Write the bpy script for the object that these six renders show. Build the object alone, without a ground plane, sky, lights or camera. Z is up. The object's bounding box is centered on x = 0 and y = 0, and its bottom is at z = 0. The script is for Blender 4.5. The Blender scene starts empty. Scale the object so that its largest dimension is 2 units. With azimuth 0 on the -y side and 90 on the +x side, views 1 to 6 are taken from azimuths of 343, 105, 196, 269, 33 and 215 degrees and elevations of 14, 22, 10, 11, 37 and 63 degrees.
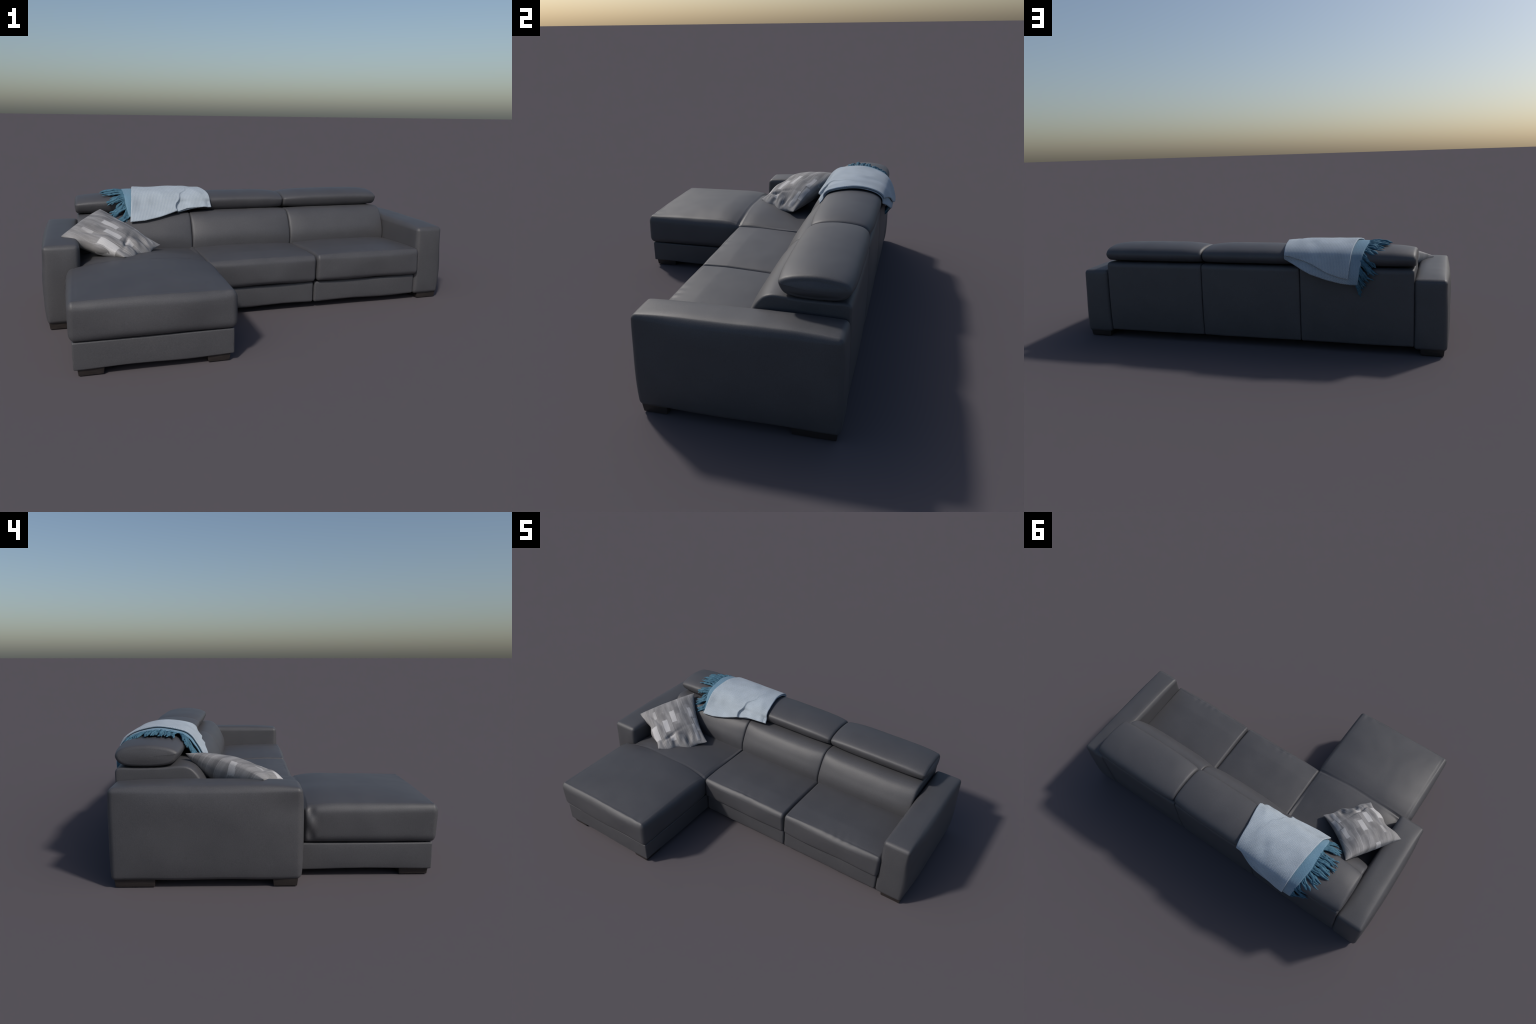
"""L-shaped grey leather sofa with three adjustable headrests, a patterned pillow
and a folded pale blue throw with fringe.  Metres, z up, front faces -y."""
import bpy, math
import numpy as np
from mathutils import Vector, Matrix, noise

rng = np.random.default_rng(7)
COLL = bpy.context.scene.collection


# ------------------------------------------------------------------ materials
def new_material(name):
    m = bpy.data.materials.new(name)
    m.use_nodes = True
    nt = m.node_tree
    return m, nt, nt.nodes["Principled BSDF"]


def node(nt, kind, **kw):
    n = nt.nodes.new(kind)
    for k, v in kw.items():
        if k.startswith("i_"):
            n.inputs[k[2:].replace("_", " ")].default_value = v
        else:
            setattr(n, k, v)
    return n


def math_node(nt, op, a, b=None, c=None, clamp=False):
    n = nt.nodes.new("ShaderNodeMath")
    n.operation = op
    n.use_clamp = clamp
    for i, v in enumerate((a, b, c)):
        if v is None:
            continue
        if isinstance(v, (int, float)):
            n.inputs[i].default_value = v
        else:
            nt.links.new(v, n.inputs[i])
    return n.outputs[0]


def mix_colour(nt, fac, a, b, mode="MIX"):
    n = nt.nodes.new("ShaderNodeMix")
    n.data_type = "RGBA"
    n.blend_type = mode
    for sock, v in ((n.inputs[0], fac), (n.inputs[6], a), (n.inputs[7], b)):
        if isinstance(v, (int, float)):
            sock.default_value = v
        elif isinstance(v, tuple):
            sock.default_value = (*v, 1.0)
        else:
            nt.links.new(v, sock)
    return n.outputs[2]


def ramp(nt, fac, stops):
    n = nt.nodes.new("ShaderNodeValToRGB")
    el = n.color_ramp.elements
    while len(el) < len(stops):
        el.new(0.5)
    for e, (p, c) in zip(el, stops):
        e.position = p
        e.color = (*c, 1.0) if isinstance(c, tuple) else (c, c, c, 1.0)
    nt.links.new(fac, n.inputs[0])
    return n.outputs[0]


def object_coords(nt, scale=(1, 1, 1), rot=(0, 0, 0)):
    tc = nt.nodes.new("ShaderNodeTexCoord")
    mp = nt.nodes.new("ShaderNodeMapping")
    mp.inputs["Scale"].default_value = scale
    mp.inputs["Rotation"].default_value = rot
    nt.links.new(tc.outputs["Object"], mp.inputs[0])
    return mp.outputs[0]


def leather_material():
    m, nt, b = new_material("grey_leather")
    co = object_coords(nt)
    cloud = node(nt, "ShaderNodeTexNoise", i_Scale=7.0, i_Detail=3.0)
    grain = node(nt, "ShaderNodeTexNoise", i_Scale=330.0, i_Detail=2.0, i_Roughness=0.6)
    pores = node(nt, "ShaderNodeTexVoronoi", i_Scale=420.0)
    for n in (cloud, grain, pores):
        nt.links.new(co, n.inputs["Vector"])
    base = ramp(nt, cloud.outputs[0], [(0.3, (0.0612, 0.0610, 0.0675)), (0.7, (0.0690, 0.0688, 0.0752))])
    speck = ramp(nt, grain.outputs[0], [(0.3, 0.84), (0.72, 1.14)])
    col = mix_colour(nt, 1.0, base, speck, "MULTIPLY")
    nt.links.new(col, b.inputs["Base Color"])
    rough = ramp(nt, grain.outputs[0], [(0.2, 0.48), (0.8, 0.58)])
    nt.links.new(rough, b.inputs["Roughness"])
    b.inputs["Specular IOR Level"].default_value = 0.5
    h = math_node(nt, "ADD", pores.outputs["Distance"], grain.outputs[0])
    bump = node(nt, "ShaderNodeBump", i_Strength=0.10, i_Distance=0.0012)
    nt.links.new(h, bump.inputs["Height"])
    nt.links.new(bump.outputs[0], b.inputs["Normal"])
    return m


def foot_material():
    m, nt, b = new_material("dark_brown_wood")
    co = object_coords(nt, scale=(6, 40, 40))
    n1 = node(nt, "ShaderNodeTexNoise", i_Scale=6.0, i_Detail=4.0)
    nt.links.new(co, n1.inputs["Vector"])
    col = ramp(nt, n1.outputs[0], [(0.3, (0.020, 0.017, 0.016)), (0.7, (0.036, 0.030, 0.028))])
    nt.links.new(col, b.inputs["Base Color"])
    b.inputs["Roughness"].default_value = 0.35
    return m


def dark_material():
    m, nt, b = new_material("black_lining")
    co = object_coords(nt)
    n1 = node(nt, "ShaderNodeTexNoise", i_Scale=120.0)
    nt.links.new(co, n1.inputs["Vector"])
    col = ramp(nt, n1.outputs[0], [(0.3, (0.014, 0.014, 0.015)), (0.7, (0.022, 0.022, 0.023))])
    nt.links.new(col, b.inputs["Base Color"])
    b.inputs["Roughness"].default_value = 0.8
    return m


def woven_material(name, light, dark, border=None):
    """Chunky knit: 3D cells of light yarn with darker gaps; `border` = (colour, x from, x to)
    turns the cloth into the border colour towards the fringe."""
    m, nt, b = new_material(name)
    # herringbone: columns along x, slanted yarns along the draped length q (y + z in front, y - z behind)
    tc = nt.nodes.new("ShaderNodeTexCoord")
    pos = nt.nodes.new("ShaderNodeSeparateXYZ")
    nt.links.new(tc.outputs["Object"], pos.inputs[0])
    x, y, z = pos.outputs
    behind = math_node(nt, "GREATER_THAN", y, 0.47)
    sign = math_node(nt, "SUBTRACT", 1.0, math_node(nt, "MULTIPLY", behind, 2.0))
    q = math_node(nt, "ADD", y, math_node(nt, "MULTIPLY", z, sign))
    wob = node(nt, "ShaderNodeTexNoise", i_Scale=40.0, i_Detail=1.0)
    nt.links.new(tc.outputs["Object"], wob.inputs["Vector"])
    q = math_node(nt, "ADD", q, math_node(nt, "MULTIPLY", wob.outputs[0], 0.006))
    zig = math_node(nt, "PINGPONG", x, 0.0075)
    ph = math_node(nt, "MULTIPLY", math_node(nt, "ADD", q, math_node(nt, "MULTIPLY", zig, 1.2)), 2 * math.pi / 0.0072)
    wave = math_node(nt, "SINE", ph)
    gap = math_node(nt, "SINE", math_node(nt, "MULTIPLY", x, 2 * math.pi / 0.0075))
    height = math_node(nt, "ADD", math_node(nt, "MULTIPLY", wave, 0.36), math_node(nt, "ADD", math_node(nt, "MULTIPLY", gap, 0.12), 0.5))
    co2 = object_coords(nt)
    cloud = node(nt, "ShaderNodeTexNoise", i_Scale=16.0, i_Detail=3.0)
    fuzz = node(nt, "ShaderNodeTexNoise", i_Scale=500.0, i_Detail=2.0)
    nt.links.new(co2, cloud.inputs["Vector"])
    nt.links.new(co2, fuzz.inputs["Vector"])
    yarn = ramp(nt, height, [(0.02, dark), (0.60, light)])
    tone = ramp(nt, cloud.outputs[0], [(0.3, 0.92), (0.7, 1.06)])
    col = mix_colour(nt, 1.0, yarn, tone, "MULTIPLY")
    if border:
        bc, x0, x1 = border
        sep = nt.nodes.new("ShaderNodeSeparateXYZ")
        nt.links.new(co2, sep.inputs[0])
        mr = node(nt, "ShaderNodeMapRange", interpolation_type="SMOOTHSTEP")
        nt.links.new(sep.outputs[0], mr.inputs[0])
        mr.inputs[1].default_value, mr.inputs[2].default_value = x0, x1
        mr.inputs[3].default_value, mr.inputs[4].default_value = 1.0, 0.0
        bcol = mix_colour(nt, 1.0, bc, ramp(nt, fuzz.outputs[0], [(0.3, 0.85), (0.7, 1.15)]), "MULTIPLY")
        rear = node(nt, "ShaderNodeMapRange", interpolation_type="SMOOTHSTEP")     # the dyed border fades down the back
        nt.links.new(sep.outputs[1], rear.inputs[0])
        for k, v in ((1, 0.55), (2, 0.64), (3, 1.0), (4, 0.45)):
            rear.inputs[k].default_value = v
        col = mix_colour(nt, math_node(nt, "MULTIPLY", mr.outputs[0], rear.outputs[0]), col, bcol)
    nt.links.new(col, b.inputs["Base Color"])
    b.inputs["Roughness"].default_value = 0.9
    b.inputs["Specular IOR Level"].default_value = 0.2
    b.inputs["Sheen Weight"].default_value = 0.15
    bump = node(nt, "ShaderNodeBump", i_Strength=0.5, i_Distance=0.002)
    nt.links.new(height, bump.inputs["Height"])
    nt.links.new(bump.outputs[0], b.inputs["Normal"])
    return m


def tassel_material():
    m, nt, b = new_material("teal_blue_yarn")
    co = object_coords(nt)
    n1 = node(nt, "ShaderNodeTexNoise", i_Scale=60.0, i_Detail=4.0)
    n2 = node(nt, "ShaderNodeTexNoise", i_Scale=400.0, i_Detail=2.0)
    nt.links.new(co, n1.inputs["Vector"])
    nt.links.new(co, n2.inputs["Vector"])
    a = ramp(nt, n1.outputs[0], [(0.3, (0.036, 0.100, 0.150)), (0.7, (0.080, 0.178, 0.245))])
    col = mix_colour(nt, 1.0, a, ramp(nt, n2.outputs[0], [(0.3, 0.8), (0.7, 1.2)]), "MULTIPLY")
    nt.links.new(col, b.inputs["Base Color"])
    b.inputs["Roughness"].default_value = 0.85
    b.inputs["Specular IOR Level"].default_value = 0.2
    return m


def pillow_material():
    """Grey brushed cloth, streaks along local x, pale rectangles printed on it."""
    m, nt, b = new_material("printed_grey_cloth")
    co = object_coords(nt)
    sep = nt.nodes.new("ShaderNodeSeparateXYZ")
    nt.links.new(co, sep.inputs[0])
    X, Y, Z = sep.outputs
    warp = node(nt, "ShaderNodeTexNoise", i_Scale=9.0, i_Detail=1.0)
    nt.links.new(co, warp.inputs["Vector"])
    # sheared so that streaks keep running over the bulging sides
    side = math_node(nt, "ADD", Y, math_node(nt, "MULTIPLY", Z, 0.45))

    def stretched(sx, sy):
        c = nt.nodes.new("ShaderNodeCombineXYZ")
        nt.links.new(math_node(nt, "MULTIPLY", X, sx), c.inputs[0])
        nt.links.new(math_node(nt, "MULTIPLY", side, sy), c.inputs[1])
        return c.outputs[0]

    streak_co = stretched(2.6, 210)
    streak = node(nt, "ShaderNodeTexNoise", i_Scale=1.0, i_Detail=3.0, i_Roughness=0.6)
    nt.links.new(streak_co, streak.inputs["Vector"])
    band_co = stretched(7.0, 34)
    band = node(nt, "ShaderNodeTexNoise", i_Scale=1.0, i_Detail=2.0)
    nt.links.new(band_co, band.inputs["Vector"])
    weave = node(nt, "ShaderNodeTexNoise", i_Scale=420.0, i_Detail=2.0)
    nt.links.new(co, weave.inputs["Vector"])
    base = ramp(nt, band.outputs[0], [(0.36, (0.180, 0.176, 0.178)), (0.50, (0.235, 0.230, 0.231)), (0.64, (0.285, 0.279, 0.280))])
    col = mix_colour(nt, ramp(nt, streak.outputs[0], [(0.585, 0.0), (0.66, 0.75)]), base, (0.42, 0.41, 0.41))
    # pale printed rectangles: centre x, y, half length, half width, top or underside
    rects = [(0.058, 0.122, 0.046, 0.012, 0.75), (0.112, 0.102, 0.055, 0.010, 0.8), (-0.030, 0.108, 0.038, 0.013, 0.8),
             (-0.022, -0.003, 0.043, 0.016, 0.9), (0.030, -0.058, 0.044, 0.016, 0.95), (0.112, -0.040, 0.018, 0.017, 0.8),
             (-0.176, -0.034, 0.028, 0.017, 0.8), (-0.188, 0.058, 0.018, 0.009, 0.7), (-0.189, 0.118, 0.010, 0.012, 0.7),
             (0.055, -0.132, 0.050, 0.018, 1.0), (-0.075, -0.105, 0.030, 0.010, 0.5)]
    wx = math_node(nt, "ADD", X, math_node(nt, "MULTIPLY", math_node(nt, "SUBTRACT", streak.outputs[0], 0.5), 0.010))
    wy = math_node(nt, "ADD", Y, math_node(nt, "MULTIPLY", math_node(nt, "SUBTRACT", warp.outputs[0], 0.5), 0.006))
    rag = math_node(nt, "MULTIPLY", math_node(nt, "SUBTRACT", streak.outputs[0], 0.5), 0.02)

    def patches(blocks, softness):
        mask = None
        for cx, cy, hl, hw, strength in blocks:
            dx = math_node(nt, "SUBTRACT", hl, math_node(nt, "ABSOLUTE", math_node(nt, "SUBTRACT", wx, cx)))
            dy = math_node(nt, "SUBTRACT", hw, math_node(nt, "ABSOLUTE", math_node(nt, "SUBTRACT", wy, cy)))
            near = math_node(nt, "ADD", math_node(nt, "MINIMUM", dx, dy), rag)
            inside = math_node(nt, "MULTIPLY", math_node(nt, "MULTIPLY", near, softness, clamp=True), strength)
            mask = inside if mask is None else math_node(nt, "MAXIMUM", mask, inside)
        return mask

    mask = patches(rects, 380.0)
    dim = patches([(-0.060, 0.030, 0.030, 0.018, 0.5), (0.075, 0.010, 0.040, 0.020, 0.6), (-0.110, -0.060, 0.035, 0.020, 0.45),
                   (0.020, 0.075, 0.045, 0.014, 0.6), (-0.120, 0.100, 0.030, 0.022, 0.4)], 160.0)
    col = mix_colour(nt, dim, col, (0.150, 0.147, 0.150))
    pale = mix_colour(nt, ramp(nt, streak.outputs[0], [(0.42, 0.0), (0.62, 0.6)]), (0.50, 0.492, 0.495), (0.40, 0.394, 0.396))
    col = mix_colour(nt, mask, col, pale)
    col = mix_colour(nt, 1.0, col, ramp(nt, weave.outputs[0], [(0.3, 0.9), (0.7, 1.1)]), "MULTIPLY")
    nt.links.new(col, b.inputs["Base Color"])
    b.inputs["Roughness"].default_value = 0.75
    b.inputs["Specular IOR Level"].default_value = 0.25
    bump = node(nt, "ShaderNodeBump", i_Strength=0.15, i_Distance=0.001)
    nt.links.new(weave.outputs[0], bump.inputs["Height"])
    nt.links.new(bump.outputs[0], b.inputs["Normal"])
    return m


LEATHER = leather_material()
WOOD = foot_material()
LINING = dark_material()


# ------------------------------------------------------------------ mesh helpers
def make_object(name, verts, faces, material, parent=None, smooth=True):
    me = bpy.data.meshes.new(name)
    me.from_pydata([tuple(map(float, v)) for v in verts], [], faces)
    me.validate()
    me.polygons.foreach_set("use_smooth", [smooth] * len(me.polygons))
    me.materials.append(material)
    me.update()
    ob = bpy.data.objects.new(name, me)
    COLL.objects.link(ob)
    ob.parent = parent
    return ob


def axis_samples(lo, hi, r, cell, seg):
    """1D samples of a rounded side: corner arcs at both ends, straight run between.
    Returns (core position, arc offset direction in -1..1 'tan' units)."""
    ang = np.linspace(-math.pi / 4, 0, seg + 1)
    first = [(lo + r, math.tan(a)) for a in ang]
    n = max(2, int(math.ceil((hi - lo - 2 * r) / cell)))
    mid = [(lo + r + (hi - lo - 2 * r) * i / n, 0.0) for i in range(1, n)]
    last = [(hi - r, math.tan(-a)) for a in ang[::-1]]
    return first + mid + last


def soft_box(name, lo, hi, r, cell=0.008, seg=5, bulge=(0,) * 6, power=2.6, warp=None,
             rough=0.0, material=None, parent=None):
    """Upholstered block: rounded box whose six faces swell by `bulge`
    (x-, x+, y-, y+, z-, z+), then an optional warp(P, U) and slight unevenness."""
    material = material or LEATHER
    lo, hi = np.array(lo, float), np.array(hi, float)
    r = np.array(r if hasattr(r, "__len__") else (r, r, r), float)
    ax = [axis_samples(lo[k], hi[k], r[k], cell, seg) for k in range(3)]
    n = [len(a) for a in ax]
    index, core, arc, faces = {}, [], [], []

    def vid(i, j, k):
        key = (i, j, k)
        if key not in index:
            index[key] = len(core)
            t = [ax[0][i], ax[1][j], ax[2][k]]
            core.append([q[0] for q in t])
            arc.append([q[1] for q in t])
        return index[key]

    for a in range(3):
        b, c = (a + 1) % 3, (a + 2) % 3
        for side in (0, n[a] - 1):
            for i in range(n[b] - 1):
                for j in range(n[c] - 1):
                    quad = []
                    for di, dj in ((0, 0), (1, 0), (1, 1), (0, 1)):
                        ijk = [0, 0, 0]
                        ijk[a], ijk[b], ijk[c] = side, i + di, j + dj
                        quad.append(vid(*ijk))
                    faces.append(tuple(quad if side else quad[::-1]))
    core, arc = np.array(core), np.array(arc)
    arc /= np.linalg.norm(arc, axis=1)[:, None]
    P = core + arc * r
    U = (P - (lo + hi) / 2) / ((hi - lo) / 2)
    out = np.zeros_like(P)
    for k in range(3):
        i, j = (k + 1) % 3, (k + 2) % 3
        w = (1 - np.abs(U[:, i]) ** power) * (1 - np.abs(U[:, j]) ** power)
        out[:, k] += np.where(U[:, k] > 0, bulge[2 * k + 1], -bulge[2 * k]) * np.abs(U[:, k]) ** 3 * w
    P = P + out
    if rough:
        d = np.array([noise.noise(Vector(p) * 6.0) + 0.5 * noise.noise(Vector(p) * 14.0 + Vector((5, 2, 1))) for p in P])
        P = P + arc * (d * rough)[:, None]
    if warp is not None:
        P = warp(P, U, arc)
    return make_object(name, P, faces, material, parent)


def closed_spline(points, count):
    """Closed Catmull-Rom curve resampled to `count` points, evenly by arc length."""
    p = np.array(points, float)
    m = len(p)
    out = []
    for i in range(m):
        a, b, c, d = p[i - 1], p[i], p[(i + 1) % m], p[(i + 2) % m]
        for t in np.linspace(0, 1, 24, endpoint=False):
            out.append(0.5 * (2 * b + (c - a) * t + (2 * a - 5 * b + 4 * c - d) * t * t + (3 * b - a - 3 * c + d) * t ** 3))
    return resample(np.array(out), count, closed=True)


def open_spline(points, count):
    p = np.array(points, float)
    q = np.vstack([2 * p[0] - p[1], p, 2 * p[-1] - p[-2]])
    out = []
    for i in range(1, len(q) - 2):
        a, b, c, d = q[i - 1], q[i], q[i + 1], q[i + 2]
        for t in np.linspace(0, 1, 20, endpoint=False):
            out.append(0.5 * (2 * b + (c - a) * t + (2 * a - 5 * b + 4 * c - d) * t * t + (3 * b - a - 3 * c + d) * t ** 3))
    out.append(p[-1])
    return resample(np.array(out), count)


def resample(q, count, closed=False):
    if closed:
        q = np.vstack([q, q[:1]])
    s = np.concatenate([[0], np.cumsum(np.linalg.norm(np.diff(q, axis=0), axis=1))])
    t = np.linspace(0, s[-1], count, endpoint=not closed)
    return np.stack([np.interp(t, s, q[:, k]) for k in range(2)], axis=1)


def outward(q):
    """Outward unit normals of a closed (y, z) outline that runs clockwise or not."""
    t = np.roll(q, -1, 0) - np.roll(q, 1, 0)
    nrm = np.stack([t[:, 1], -t[:, 0]], 1)
    nrm /= np.linalg.norm(nrm, axis=1)[:, None] + 1e-9
    if np.sum(nrm * (q - q.mean(0))) < 0:
        nrm = -nrm
    return nrm


def bolster(name, x0, x1, end_points, mid_points, r, cap=(0.004, 0.004), count=150, cell=0.01,
            swell=2.6, warp=None, rough=0.0, parent=None):
    """Cushion lofted along x: cross-section swells from the end outline to the middle
    outline; the ends are rounded with radius r and capped with a slightly domed face."""
    e, m = closed_spline(end_points, count), closed_spline(mid_points, count)
    xc, hw = (x0 + x1) / 2, (x1 - x0) / 2
    rings = []

    def section(x):
        u = min(1.0, abs(x - xc) / hw)
        w = 1 - u ** swell
        return e * (1 - w) + m * w

    def inset(q, d):
        c = q.mean(0)
        return q - outward(q) * d if d > 0 else q

    for side in (-1, 1):
        xe = x0 if side < 0 else x1
        dome = cap[0] if side < 0 else cap[1]
        ring = []
        for a in np.linspace(0, math.pi / 2, 7):
            x = xe - side * r * (1 - math.sin(a))
            ring.append((x, inset(section(x), r * (1 - math.cos(a)) * 0.9)))
        q = ring[-1][1]
        c = q.mean(0)
        for s in (0.92, 0.82, 0.68, 0.5, 0.3, 0.12):
            ring.append((xe + side * dome * (1 - s * s), c + (q - c) * s))
        rings.append(ring)
    left = rings[0][::-1]
    nmid = int((x1 - x0 - 2 * r) / cell)
    mid = [(x, section(x)) for x in np.linspace(x0 + r, x1 - r, nmid)[1:-1]]
    allr = left + mid + rings[1]
    P = np.array([[x, y, z] for x, q in allr for y, z in q])
    faces = []
    for i in range(len(allr) - 1):
        for j in range(count):
            k = (j + 1) % count
            faces.append((i * count + j, i * count + k, (i + 1) * count + k, (i + 1) * count + j))
    faces.append(tuple(range(count))[::-1])
    faces.append(tuple(range((len(allr) - 1) * count, len(allr) * count)))
    # consistent outward orientation
    a, b, c = P[faces[len(faces) // 2][0]], P[faces[len(faces) // 2][1]], P[faces[len(faces) // 2][2]]
    ctr = P.mean(0)
    if np.dot(np.cross(b - a, c - a), a - ctr) < 0:
        faces = [f[::-1] for f in faces]
    if rough:
        d = np.array([noise.noise(Vector(p) * 7.0) + 0.4 * noise.noise(Vector(p) * 18.0) for p in P])
        dirn = P - np.array([0, ctr[1], ctr[2]])
        dirn[:, 0] = 0
        dirn /= np.linalg.norm(dirn, axis=1)[:, None] + 1e-9
        P = P + dirn * (d * rough)[:, None]
    if warp is not None:
        P = warp(P)
    return make_object(name, P, faces, LEATHER, parent)


# ------------------------------------------------------------------ sofa
sofa = bpy.data.objects.new("corner_sofa", None)
COLL.objects.link(sofa)
sofa["label"] = "L-shaped dark grey leather sofa with chaise and raised headrests"
sofa["category"] = "sofa"


def groove(d, width, depth):
    return depth * np.exp(-(d / width) ** 2)


# armrests: tall slabs with a crowned top
def arm_warp(outer):
    def f(P, U, N):
        z = (P[:, 2] - 0.03) / 0.345
        # skirt pulled in a little at the bottom of the outer front corner, dents in the hide
        dent = np.exp(-((P[:, 1] + 0.05) / 0.12) ** 2 - ((z - 0.78) / 0.15) ** 2)
        side = np.clip(outer * U[:, 0], 0, 1) ** 4
        P[:, 0] -= outer * side * 0.003 * dent
        P[:, 0] += (outer > 0) * side * 0.004 * np.exp(-((P[:, 2] - 0.13) / 0.10) ** 2)
        corner = np.exp(-((P[:, 1] + 0.11) / 0.10) ** 2)
        P[:, 0] -= outer * side * 0.005 * corner * np.exp(-(z / 0.12) ** 2)
        P[:, 0] -= (outer > 0) * side * 0.008 * np.clip((z - 0.45) / 0.5, 0, 1) * np.exp(-((P[:, 1] + 0.1) / 0.22) ** 2)
        sag = 0.0035 * np.sin(P[:, 1] * 9 + outer) * np.exp(-((z - 0.85) / 0.2) ** 2)
        P[:, 0] += outer * side * sag
        P[:, 2] += (outer > 0) * np.clip(U[:, 2], 0, 1) ** 4 * 0.002 * np.clip((P[:, 1] - 0.2) / 0.4, 0, 1)
        P[:, 2] += np.clip(-U[:, 2], 0, 1) ** 4 * 0.0014 * np.sin(P[:, 1] * 17 + outer)
        return P
    return f


soft_box("armrest", (-0.988, -0.115, 0.028), (-0.832, 0.591, 0.378), 0.018, cell=0.012,
         bulge=(0.012, 0.004, 0.010, 0.007, 0, 0.014), power=4.0, warp=arm_warp(-1), rough=0.0012, parent=sofa)
soft_box("armrest", (0.835, -0.115, 0.028), (0.983, 0.591, 0.378), 0.018, cell=0.012,
         bulge=(0.003, 0.013, 0.008, 0.007, 0, 0.013), power=4.0, warp=arm_warp(1), rough=0.0012, parent=sofa)


# seat cushions: crowned block, stitched double seam along the front top edge
def seam_lines(P, N, yf, seed):
    """Top-stitched front edge: two fine parallel ridges that fade in and out along x."""
    top = np.clip(N[:, 2], 0, 1) ** 2
    wob = 0.0010 * np.sin(P[:, 0] * 23 + seed) + 0.0006 * np.sin(P[:, 0] * 61 + 2 * seed)
    fade = np.clip(0.55 + 0.6 * np.sin(P[:, 0] * 13 + seed * 2), 0, 1)
    d = P[:, 1] - (yf + 0.020 + wob)
    # gathered hide: short puckers running off the stitching, slow sag over the face
    front = np.clip(-N[:, 1], 0, 1) ** 2
    gather = np.sin(P[:, 0] * 95 + 3 * np.sin(P[:, 0] * 17 + seed)) * np.clip(np.sin(P[:, 0] * 9 + seed), 0, 1)
    P[:, 2] += top * 0.0011 * gather * np.exp(-(d / 0.022) ** 2)
    P[:, 1] += front * 0.0022 * np.sin(P[:, 0] * 14 + seed) * np.sin(P[:, 2] * 30)
    P[:, 2] -= top * groove(d, 0.0028, 0.0016) * fade
    P[:, 2] += top * groove(d + 0.008, 0.0035, 0.0010)
    return P


def seat_warp(seed, yf):
    def f(P, U, N):
        P = seam_lines(P, N, yf, seed)
        # underside front lip sags unevenly
        P[:, 2] += np.clip(-U[:, 2], 0, 1) ** 6 * 0.0015 * np.sin(P[:, 0] * 19 + seed)
        # the seat falls gently towards the backrest
        P[:, 2] -= np.clip(N[:, 2], 0, 1) * 0.012 * np.clip((P[:, 1] + 0.02) / 0.24, 0, 1.3)
        return P
    return f


soft_box("seat_cushion", (-0.2685, -0.138, 0.139), (0.273, 0.30, 0.271), (0.015, 0.022, 0.026), cell=0.006,
         bulge=(0.003, 0.003, 0.008, 0, 0, 0.014), warp=seat_warp(1.0, -0.136), rough=0.0014, power=3.0, parent=sofa)
soft_box("seat_cushion", (0.277, -0.138, 0.139), (0.840, 0.30, 0.274), (0.015, 0.022, 0.026), cell=0.006,
         bulge=(0.003, 0.004, 0.008, 0, 0, 0.014), warp=seat_warp(2.3, -0.136), rough=0.0014, power=3.0, parent=sofa)


# chaise: one long pad with a shallow cross seam; its front part is wider, in front of the armrest
def smoothstep(x, a, b):
    t = np.clip((x - a) / (b - a), 0, 1)
    return t * t * (3 - 2 * t)


def chaise_warp(P, U, N):
    P = seam_lines(P, N, -0.646, 4.1)
    top = np.clip(N[:, 2], 0, 1) ** 2
    behind = smoothstep(P[:, 1], -0.140, -0.118)
    P[:, 0] += np.clip((-0.70 - P[:, 0]) / 0.17, 0, 1) * behind * 0.052
    P[:, 0] -= np.clip((P[:, 0] + 0.40) / 0.12, 0, 1) * smoothstep(P[:, 1], -0.20, -0.13) * 0.0065
    side = np.abs(P[:, 0] + 0.571)
    P[:, 2] -= top * groove(side - 0.286, 0.003, 0.0014) * (0.4 + 0.6 * np.sin(P[:, 1] * 9) ** 2)
    # cross seam, deepest at its two ends, with a soft roll in front of it
    seam = P[:, 1] + 0.133 + 0.0015 * np.sin(P[:, 0] * 21)
    deep = 0.0035 + 0.010 * np.clip(np.abs(P[:, 0] + 0.555) / 0.28, 0, 1) ** 4
    P[:, 2] -= top * (groove(seam, 0.0045, 1.0) * deep + groove(seam, 0.035, 0.004))
    P[:, 2] -= top * (0.010 * smoothstep(P[:, 1], -0.26, -0.08) + 0.022 * smoothstep(P[:, 1], -0.10, 0.22))
    P[:, 0] -= np.clip(N[:, 0], 0, 1) ** 2 * groove(seam, 0.005, 0.004)
    # creased pleat where the cushion meets the armrest
    pleat = np.exp(-((P[:, 1] + 0.158) / 0.014) ** 2) * np.clip(-N[:, 0], 0, 1)
    P[:, 0] += pleat * 0.008 * np.sin((P[:, 2] - 0.14) * 60)
    return P


soft_box("chaise_cushion", (-0.886, -0.650, 0.138), (-0.2635, 0.30, 0.2885), (0.022, 0.020, 0.032), cell=0.0065,
         bulge=(0.006, 0.010, 0.009, 0.0, 0, 0.032), warp=chaise_warp, rough=0.0018, power=2.8, parent=sofa)


# bases below the cushions
def base_warp(seed):
    def f(P, U, N):
        P[:, 2] += np.clip(-U[:, 2], 0, 1) ** 6 * 0.0025 * np.sin(P[:, 0] * 15 + P[:, 1] * 12 + seed)
        return P
    return f


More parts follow.
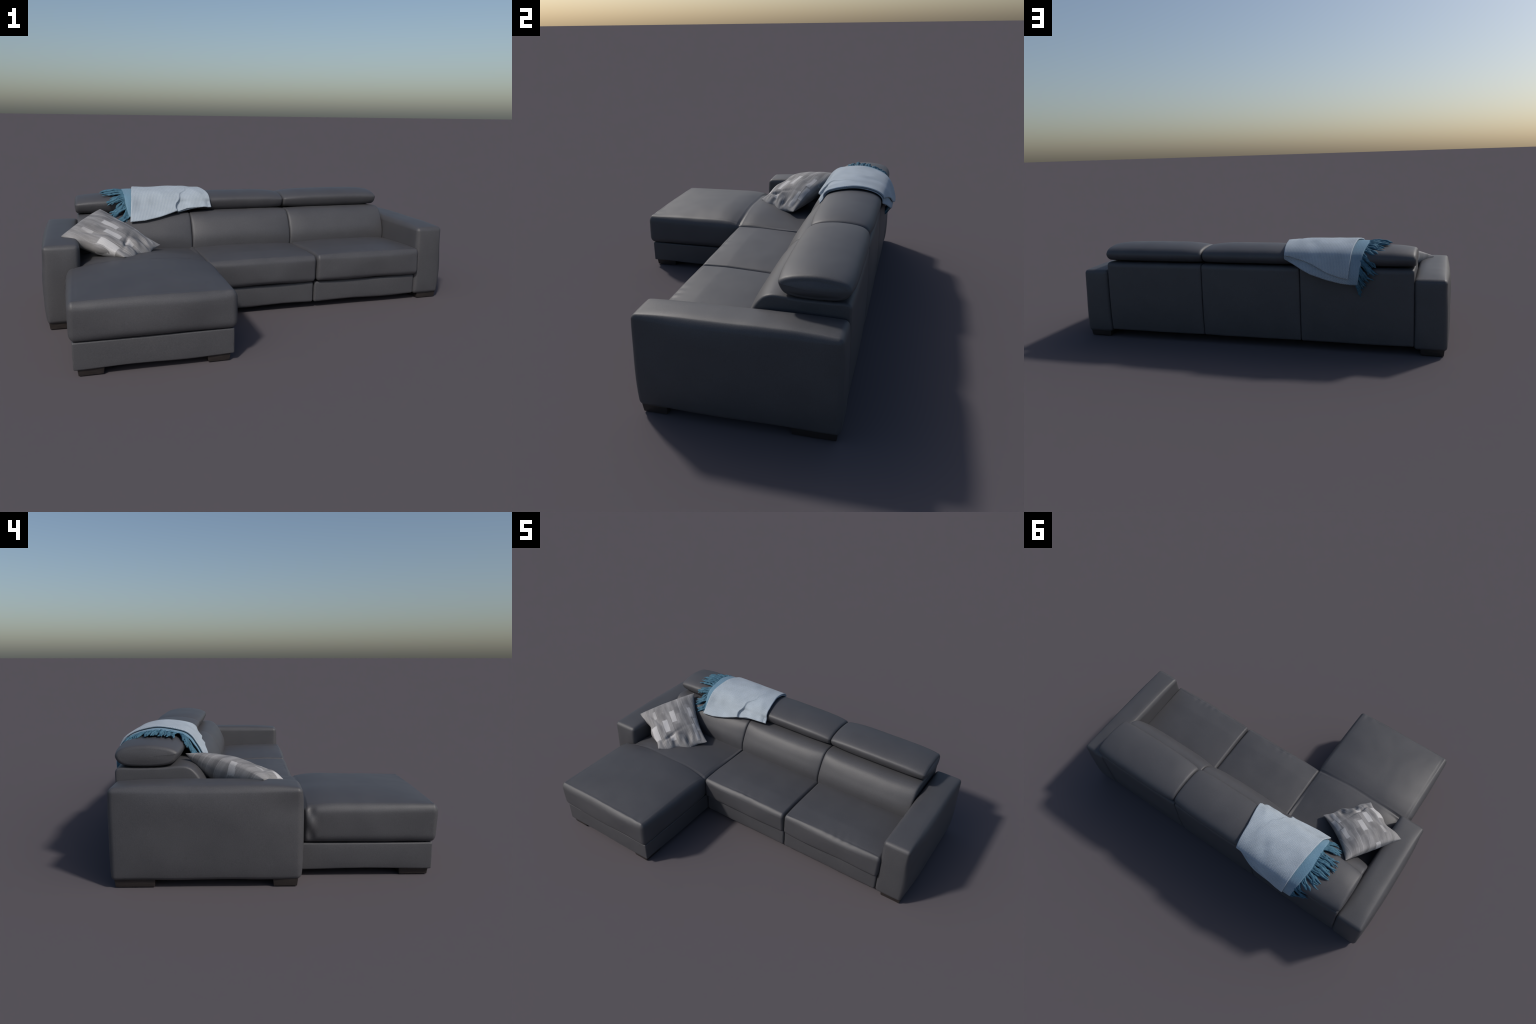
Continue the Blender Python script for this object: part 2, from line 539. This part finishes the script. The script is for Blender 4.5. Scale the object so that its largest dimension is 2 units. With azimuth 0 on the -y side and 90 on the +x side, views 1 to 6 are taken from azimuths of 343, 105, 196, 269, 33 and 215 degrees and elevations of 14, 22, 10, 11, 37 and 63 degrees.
soft_box("chaise_base", (-0.875, -0.636, 0.029), (-0.274, -0.10, 0.1345), (0.006, 0.006, 0.006), cell=0.012,
         bulge=(0.004, 0.001, 0.002, 0, 0, 0), warp=base_warp(0.3), rough=0.0008, parent=sofa)
soft_box("chaise_base", (-0.832, -0.098, 0.033), (-0.274, 0.50, 0.1345), 0.006, cell=0.02, parent=sofa)
soft_box("seat_base", (-0.270, -0.114, 0.031), (0.2685, 0.50, 0.1345), (0.010, 0.010, 0.012), cell=0.012,
         bulge=(0, 0, 0.004, 0, 0, 0), warp=base_warp(1.1), rough=0.0008, parent=sofa)
soft_box("seat_base", (0.2725, -0.114, 0.031), (0.833, 0.50, 0.1345), (0.010, 0.010, 0.012), cell=0.012,
         bulge=(0, 0, 0.004, 0, 0, 0), warp=base_warp(2.2), rough=0.0008, parent=sofa)

# backrests: leaning front, flat underside hidden behind the seats, straight rear
BACK_END = [(0.238, 0.22), (0.234, 0.30), (0.262, 0.373), (0.286, 0.410), (0.310, 0.428), (0.345, 0.433), (0.42, 0.427),
            (0.52, 0.426), (0.572, 0.427), (0.592, 0.416), (0.594, 0.375), (0.595, 0.20), (0.589, 0.065), (0.576, 0.041),
            (0.50, 0.040), (0.34, 0.040), (0.26, 0.045), (0.240, 0.12)]
BACK_MID = [(0.230, 0.22), (0.223, 0.31), (0.243, 0.366), (0.272, 0.408), (0.304, 0.429), (0.345, 0.436), (0.42, 0.432),
            (0.52, 0.427), (0.574, 0.428), (0.596, 0.417), (0.600, 0.375), (0.601, 0.20), (0.593, 0.065), (0.579, 0.041),
            (0.50, 0.040), (0.34, 0.040), (0.26, 0.045), (0.240, 0.12)]
for x0, x1 in ((-0.833, -0.2685), (-0.2675, 0.2685), (0.2695, 0.831)):
    bolster("backrest", x0, x1, BACK_END, BACK_MID, 0.010, cap=(0.0015, 0.0015), count=220, cell=0.010, swell=4.0,
            rough=0.0012, parent=sofa)

# headrests: flat pads with a crowned top, hinged above the backrests
HEAD_END = [(0.352, 0.478), (0.362, 0.492), (0.398, 0.504), (0.460, 0.511), (0.520, 0.508), (0.565, 0.498), (0.588, 0.478),
            (0.583, 0.455), (0.557, 0.437), (0.500, 0.431), (0.420, 0.433), (0.372, 0.446)]
HEAD_MID = [(0.342, 0.480), (0.351, 0.503), (0.400, 0.520), (0.465, 0.526), (0.530, 0.521), (0.582, 0.505), (0.604, 0.478),
            (0.596, 0.452), (0.560, 0.434), (0.470, 0.429), (0.395, 0.432), (0.361, 0.444)]
HEADS = ((-0.840, -0.271, 0.004, 0.004), (-0.269, 0.265, 0.004, 0.004), (0.267, 0.838, 0.004, 0.014))
for x0, x1, c0, c1 in HEADS:
    bolster("headrest", x0, x1, HEAD_END, HEAD_MID, 0.015, cap=(c0, c1), count=150, cell=0.009, swell=4.0,
            rough=0.0014, parent=sofa)

# dark lining below, closing the frame between the bases
soft_box("frame_lining", (-0.83, 0.02, 0.040), (0.83, 0.56, 0.125), 0.004, cell=0.08, seg=1, material=LINING, parent=sofa)

# feet
def foot_taper(P, U, N):
    P[:, :2] -= U[:, :2] * 0.004 * (1 - P[:, 2:] / 0.034)
    return P


for fx0, fx1, fy0, fy1 in ((-0.977, -0.862, -0.104, -0.008), (-0.977, -0.862, 0.428, 0.582), (0.864, 0.976, -0.104, -0.008),
                           (0.848, 0.974, 0.426, 0.582), (-0.862, -0.764, -0.628, -0.510), (-0.380, -0.287, -0.628, -0.515)):
    soft_box("foot", (fx0, fy0, 0.0), (fx1, fy1, 0.034), 0.003, cell=0.05, seg=2, warp=foot_taper, material=WOOD, parent=sofa)


# ------------------------------------------------------------------ pillow
def build_pillow():
    corners = [np.array(p) for p in ((-0.907, 0.024, 0.394), (-0.641, -0.110, 0.313), (-0.452, 0.120, 0.311), (-0.720, 0.332, 0.464))]
    c = sum(corners) / 4
    X = (corners[1] - corners[0]) + (corners[2] - corners[3])
    X /= np.linalg.norm(X)
    Y = (corners[3] - corners[0]) + (corners[2] - corners[1])
    Y -= X * (Y @ X)
    Y /= np.linalg.norm(Y)
    Z = np.cross(X, Y)
    loc = [np.array([(p - c) @ X, (p - c) @ Y, (p - c) @ Z]) for p in corners]
    n = 110
    g = np.sin(np.linspace(-math.pi / 2, math.pi / 2, n))
    u, v = np.meshgrid(g, g, indexing="ij")
    a, b = (u + 1) / 2, (v + 1) / 2
    base = sum(w[..., None] * p for w, p in zip(((1 - a) * (1 - b), a * (1 - b), a * b, (1 - a) * b), loc))
    # edges drawn in between the corners
    pull = 0.022
    base[..., 0] -= pull * (u - 0.9 * np.clip(u, 0, 1)) * np.abs(u) ** 1.5 * (1 - v * v)
    base[..., 1] -= pull * v * np.abs(v) ** 1.5 * (1 - u * u)
    # the lower edge slumps into two lobes, the left edge bellies out
    low = np.clip(u, 0, 1) ** 3 * (1 - v * v)
    base[..., 0] += low * (0.012 + 0.010 * np.cos(v * 7.0 - 1.6))
    base[..., 2] -= low * 0.012
    arm = np.clip(-u, 0, 1) ** 3 * (1 - v * v)
    base[..., 0] -= arm * 0.014
    base[..., 2] += arm * 0.014
    base[..., 1] -= np.clip(-v, 0, 1) ** 3 * (1 - u * u) * (0.010 + 0.010 * np.sin(u * 6))
    dome = np.clip((1 - u ** 2) * (1 - v ** 2), 0, 1)
    thick = dome ** 0.55
    fold = np.zeros_like(u)
    for i in range(n):
        for j in range(n):
            p = Vector((u[i, j] * 1.4, v[i, j] * 1.4, 3.0))
            fold[i, j] = noise.noise(p) * 0.7 + noise.noise(p * 2.3) * 0.35
    # gathered pleats fanning from the lower edge (u = +1)
    fan = np.sin(v * 11 + 2.0 * np.sin(u * 3)) * np.exp(-((u - 0.85) / 0.35) ** 2)
    fan2 = np.sin(v * 23 + u * 5) * np.exp(-((u - 0.9) / 0.22) ** 2)
    # one deep crease across the lower corner, one on the arm side
    crease = np.exp(-(((u - 0.62) + 0.35 * (v + 0.4)) / 0.05) ** 2) * np.exp(-((v + 0.35) / 0.45) ** 2)
    crease2 = np.exp(-(((v + 0.62) - 0.30 * (u + 0.1)) / 0.07) ** 2) * np.exp(-((u + 0.35) / 0.5) ** 2)
    edge = np.clip(dome * 3, 0, 1)
    top = 0.053 * thick * (1 - 0.20 * u) + (0.013 * fold + 0.009 * fan + 0.004 * fan2 - 0.010 * crease - 0.005 * crease2) * edge
    bot = -0.082 * dome ** 0.45 * (1 - 0.22 * u) + 0.006 * fold * edge
    V, faces = [], []
    idt = {}
    for s, h in ((0, top), (1, bot)):
        for i in range(n):
            for j in range(n):
                rim = i in (0, n - 1) or j in (0, n - 1)
                if s == 1 and rim:
                    idt[s, i, j] = idt[0, i, j]
                    continue
                idt[s, i, j] = len(V)
                V.append(base[i, j] + np.array([0, 0, h[i, j]]))
        for i in range(n - 1):
            for j in range(n - 1):
                q = (idt[s, i, j], idt[s, i + 1, j], idt[s, i + 1, j + 1], idt[s, i, j + 1])
                faces.append(q if s == 0 else q[::-1])
    ob = make_object("throw_pillow", V, faces, pillow_material())
    M = Matrix(((X[0], Y[0], Z[0], c[0]), (X[1], Y[1], Z[1], c[1]), (X[2], Y[2], Z[2], c[2]), (0, 0, 0, 1)))
    ob.matrix_world = M
    ob["label"] = "square grey pillow with brushed streaks and pale rectangles"
    ob["category"] = "pillow"
    # piped seam along the rim
    return ob


pillow = build_pillow()

# ------------------------------------------------------------------ throw blanket
# outer drape line over the headrest, (y, z), front to back
DRAPE = open_spline([(0.226, 0.300), (0.236, 0.360), (0.247, 0.400), (0.262, 0.425), (0.284, 0.450), (0.304, 0.480), (0.322, 0.514), (0.352, 0.539),
                     (0.410, 0.552), (0.475, 0.555), (0.548, 0.539), (0.600, 0.510), (0.628, 0.478), (0.646, 0.430), (0.654, 0.390),
                     (0.650, 0.340), (0.640, 0.290), (0.634, 0.20)], 500)
_s = np.concatenate([[0], np.cumsum(np.linalg.norm(np.diff(DRAPE, axis=0), axis=1))])
_top = _s[np.argmax(DRAPE[:, 1])]
DS = _s - _top                     # arc length, 0 on the crest, negative towards the front
_t = np.gradient(DRAPE, axis=0)
DN = np.stack([-_t[:, 1], _t[:, 0]], 1)
DN /= np.linalg.norm(DN, axis=1)[:, None]


def drape(s, d):
    y = np.interp(s, DS, DRAPE[:, 0]) + d * np.interp(s, DS, DN[:, 0])
    z = np.interp(s, DS, DRAPE[:, 1]) + d * np.interp(s, DS, DN[:, 1])
    return y, z


def support_depth():
    """Depth (along the drape normal) of the headrest and backrest surface under each drape point."""
    solid = np.vstack([closed_spline(HEAD_MID, 400), closed_spline(BACK_MID, 600)])
    out = np.full(len(DS), -0.2)
    tang = np.stack([DN[:, 1], -DN[:, 0]], 1)
    for i in range(len(DS)):
        r = solid - DRAPE[i]
        near = np.abs(r @ tang[i]) < 0.004
        d = (r @ DN[i])[near]
        d = d[d > -0.10]
        if len(d):
            out[i] = d.max()
    return np.convolve(np.pad(out, 15, mode="edge"), np.ones(31) / 31, mode="valid")


SUPPORT = support_depth()


def s_front_at(z):
    k = np.argmax(DRAPE[:, 1])
    return np.interp(z, DRAPE[:k, 1], DS[:k])


def s_back_at(z):
    k = np.argmax(DRAPE[:, 1])
    return np.interp(-z, -DRAPE[k:, 1], DS[k:])


def cloth_sheet(name, x_left, x_right, hem_front, hem_back, offset, thickness, clearance, material, parent, nx=150, ns=190, roll=True):
    """Cloth layer laid along the drape line.  x_left/x_right give the side edges as functions
    of t (0 front, 1 back), the hems give z as functions of x."""
    a = np.linspace(0, 1, nx)
    t = np.linspace(0, 1, ns)
    A, T = np.meshgrid(a, t, indexing="ij")
    Xs = np.zeros_like(A)
    S = np.zeros_like(A)
    for it, tt in enumerate(t):
        Xs[:, it] = x_left(tt) + (x_right(tt) - x_left(tt)) * a
    for ia in range(nx):
        f = s_front_at(np.interp(Xs[ia, 0], *hem_front))
        bk = s_back_at(np.interp(Xs[ia, -1], *hem_back))
        S[ia] = f + (bk - f) * t
    floor = np.interp(S, DS, SUPPORT) + clearance
    D = floor + 0.005 * np.logaddexp(0, (offset(Xs, S) - floor) / 0.005) - 0.0012      # soft contact with the pad
    edge = np.minimum(np.minimum(A, 1 - A) * 0.42, np.minimum(T, 1 - T) * 0.5)
    half = thickness / 2 * np.sqrt(np.clip(1 - (1 - np.clip(edge / 0.006, 0, 1)) ** 2, 0.02, 1))
    V, faces = [], []
    for sgn in (1, -1):
        y, z = drape(S, D + sgn * half)
        V += [(x, yy, zz) for x, yy, zz in zip(Xs.ravel(), y.ravel(), z.ravel())]
    N = nx * ns
    for i in range(nx - 1):
        for j in range(ns - 1):
            q = (i * ns + j, (i + 1) * ns + j, (i + 1) * ns + j + 1, i * ns + j + 1)
            faces.append(q)
            faces.append(tuple(N + k for k in q[::-1]))
    rim = [(i, 0) for i in range(nx)] + [(nx - 1, j) for j in range(1, ns)] + [(i, ns - 1) for i in range(nx - 2, -1, -1)] + [(0, j) for j in range(ns - 2, 0, -1)]
    for (i, j), (k, l) in zip(rim, rim[1:] + rim[:1]):
        p, q = i * ns + j, k * ns + l
        faces.append((p, N + p, N + q, q))
    return make_object(name, V, faces, material, parent)


WEAVE = woven_material("pale_blue_weave", (0.475, 0.520, 0.560), (0.165, 0.245, 0.330))
BLUE = woven_material("blue_bordered_weave", (0.42, 0.475, 0.53), (0.15, 0.225, 0.30),
                      border=((0.140, 0.255, 0.345), -0.545, -0.50))

blanket = bpy.data.objects.new("throw_blanket", None)
blanket.location = (-0.38, 0.45, 0.54)
COLL.objects.link(blanket)
blanket["label"] = "folded pale blue woven throw with teal fringe"
blanket["category"] = "blanket"


def gauss(x, c, w):
    return np.exp(-((x - c) / w) ** 2)


def wrinkle(X, S):
    """Folds shared by both layers: a dip where two headrests meet, a diagonal pleat."""
    line = X - (-0.262 + 0.45 * np.clip(S + 0.02, -0.16, 0.02) + 0.006 * np.sin(S * 70))
    front = 1 / (1 + np.exp((S + 0.01) / 0.03))
    over = 1 / (1 + np.exp(line / 0.0022))            # left lip folds over the right-hand cloth
    grow = front * (0.15 + 0.85 * np.clip((-S - 0.05) / 0.10, 0, 1))
    d = grow * (over * 0.014 * np.exp(-np.abs(line) / 0.024) - (1 - over) * 0.008 * np.exp(-np.abs(line) / 0.022))
    d += 0.006 * gauss(X + 0.30 * S, -0.245, 0.022) * gauss(S, -0.10, 0.05) - 0.005 * gauss(X - 0.2 * S, -0.42, 0.03) * gauss(S, -0.15, 0.05)
    slant = X + 0.335 + 0.25 * (S - 0.10)
    d += -0.007 * gauss(slant, 0.0, 0.026) * gauss(S, 0.11, 0.05)
    d += 0.005 * gauss(X, -0.27, 0.03) * gauss(S, 0.05, 0.08)
    d += -0.016 * np.clip((X + 0.44) / 0.15, 0, 1) * gauss(S, -0.125, 0.075)
    d += -0.018 * np.clip((X + 0.36) / 0.14, 0, 1) * gauss(S, 0.16, 0.08)
    d += 0.0022 * np.sin(X * 31 + S * 9) * np.sin(S * 17 + 1.0) + 0.0018 * np.sin(X * 58 - S * 22) * gauss(S, -0.17, 0.09)
    # front hem stands off, lower left corner kicks outward
    d += 0.012 * gauss(X, -0.575, 0.05) * gauss(S, -0.20, 0.06)
    return d


# sagging over the right-hand headrest, where the pad is lower
def sag(X, S):
    return -0.016 * np.clip((X + 0.30) / 0.14, 0, 1) * gauss(S, 0.0, 0.09)


LOWER_FRONT = ([-0.62, -0.56, -0.40, -0.16], [0.438, 0.430, 0.440, 0.478])
LOWER_BACK = ([-0.60, -0.565, -0.534, -0.483, -0.415, -0.335, -0.286, -0.241, -0.18], [0.350, 0.351, 0.351, 0.357, 0.373, 0.402, 0.428, 0.454, 0.490])
UPPER_FRONT = ([-0.60, -0.574, -0.506, -0.433, -0.345, -0.283, -0.16, -0.10], [0.405, 0.405, 0.409, 0.423, 0.446, 0.462, 0.468, 0.470])
UPPER_BACK = ([-0.56, -0.522, -0.479, -0.420, -0.349, -0.301, -0.225, -0.15], [0.382, 0.383, 0.391, 0.411, 0.448, 0.468, 0.488, 0.494])


def up_left(t):
    return float(np.interp(t, [0, 0.12, 0.5, 1.0], [-0.580, -0.572, -0.551, -0.523]))


def up_right(t):
    return float(np.interp(t, [0, 0.3, 0.6, 1.0], [-0.151, -0.163, -0.185, -0.197]))


def low_left(t):
    return float(np.interp(t, [0, 0.12, 0.5, 1.0], [-0.584, -0.596, -0.608, -0.566]))


def low_right(t):
    return float(np.interp(t, [0, 0.3, 0.6, 1.0], [-0.160, -0.170, -0.190, -0.195]))


def upper_offset(X, S):
    roll = -0.013 * np.clip(1 - (-0.150 - X - 0.02) / 0.03, 0, 1) ** 2
    return wrinkle(X, S) + sag(X, S) + roll - 0.003


def lower_offset(X, S):
    return wrinkle(X, S) + sag(X, S) - 0.0135


cloth_sheet("blanket_top_layer", up_left, up_right, UPPER_FRONT, UPPER_BACK, upper_offset, 0.008, 0.0145, WEAVE, blanket, nx=330, ns=330)
cloth_sheet("blanket_under_layer", low_left, low_right, LOWER_FRONT, LOWER_BACK, lower_offset, 0.007, 0.0055, BLUE, blanket, nx=140, ns=160)


def tassel(root_s, length, angle, width, bend, lift, twist):
    """One fringe strand in drape space: starts on the left edge of the under layer,
    `angle` turns it from sideways (0) to hanging towards the back (+) or front (-)."""
    t = (root_s - s_front_at(0.432)) / (s_back_at(0.352) - s_front_at(0.432))
    x, s = low_left(float(np.clip(t, 0, 1))) + 0.008, root_s
    n, k = 18, 8
    curl, ph0 = rng.uniform(0.1, 0.5), rng.uniform(0, 6.28)
    V, faces = [], []
    for i in range(n):
        f = i / (n - 1)
        a = angle + bend * f + curl * math.sin(7.5 * f + ph0) * f
        if i:
            x -= math.cos(a) * length / (n - 1)
            s += math.sin(a) * length / (n - 1)
        r = width * (0.55 + 0.75 * math.sin(math.pi * min(1, f * 0.9 + 0.05)) ** 0.8) * (1 if f < 0.85 else 1 - ((f - 0.85) / 0.15) ** 2 * 0.85)
        tx, ts = -math.cos(a), math.sin(a)
        d0 = -0.014 - 0.008 * f - 0.024 * f * min(1.0, max(0.0, (s - 0.14) / 0.08)) + lift * math.sin(math.pi * f)
        for j in range(k):
            ph = 2 * math.pi * j / k + twist * f
            rr = r * (1 + 0.22 * math.sin(2 * ph + 14 * f) + 0.12 * math.sin(23 * f + ph0))
            w, h = rr * math.cos(ph), rr * 0.75 * math.sin(ph)
            xx, ss = x + (-ts) * w, s + tx * w
            y, z = drape(ss, d0 + h)
            V.append((xx, float(y), float(z)))
    for i in range(n - 1):
        for j in range(k):
            m = (j + 1) % k
            faces.append((i * k + j, (i + 1) * k + j, (i + 1) * k + m, i * k + m))
    faces.append(tuple(range(k)))
    faces.append(tuple(range((n - 1) * k, n * k))[::-1])
    return V, faces


YARN = tassel_material()
fringe = bpy.data.objects.new("fringe", None)
COLL.objects.link(fringe)
fringe.parent = blanket
s0, s1 = s_front_at(0.436), s_back_at(0.356)
count = 104
TUFTS = (0.05, 0.13, 0.21, 0.345, 0.42, 0.48, 0.56, 0.63, 0.70, 0.77, 0.84, 0.905, 0.965)
for i in range(count):
    f = (i + 0.5 + rng.uniform(-0.35, 0.35)) / count
    # strands are matted in tufts: three slant forward, three lie flat on the crest,
    # the rear ones fan out and hang down
    tuft = min(TUFTS, key=lambda c: abs(c - f))
    s = s0 + (s1 - s0) * f
    if tuft < 0.27:
        ang, ln = -0.25 - 0.9 * (0.24 - tuft) / 0.24, 0.112
    elif tuft < 0.52:
        ang, ln = 0.02 + 0.9 * (tuft - 0.345), 0.112
    else:
        ang, ln = 0.22 + 1.25 * ((tuft - 0.54) / 0.46) ** 0.75, 0.132 - 0.030 * f
    ang += math.atan2((tuft - f) * (s1 - s0), ln) * 0.9 + rng.normal(0, 0.13)
    ln *= rng.uniform(0.62, 1.08) if f > 0.5 else rng.uniform(0.72, 1.10)
    V, F = tassel(s, ln, ang, rng.uniform(0.0036, 0.0060), rng.normal(0.04, 0.18), rng.uniform(-0.003, 0.008), rng.uniform(-5, 5))
    make_object("tassel", V, F, YARN, fringe)

bpy.context.view_layer.update()
# parented parts were modelled in world space: keep them there
for ob in list(blanket.children):
    ob.matrix_parent_inverse = blanket.matrix_world.inverted()
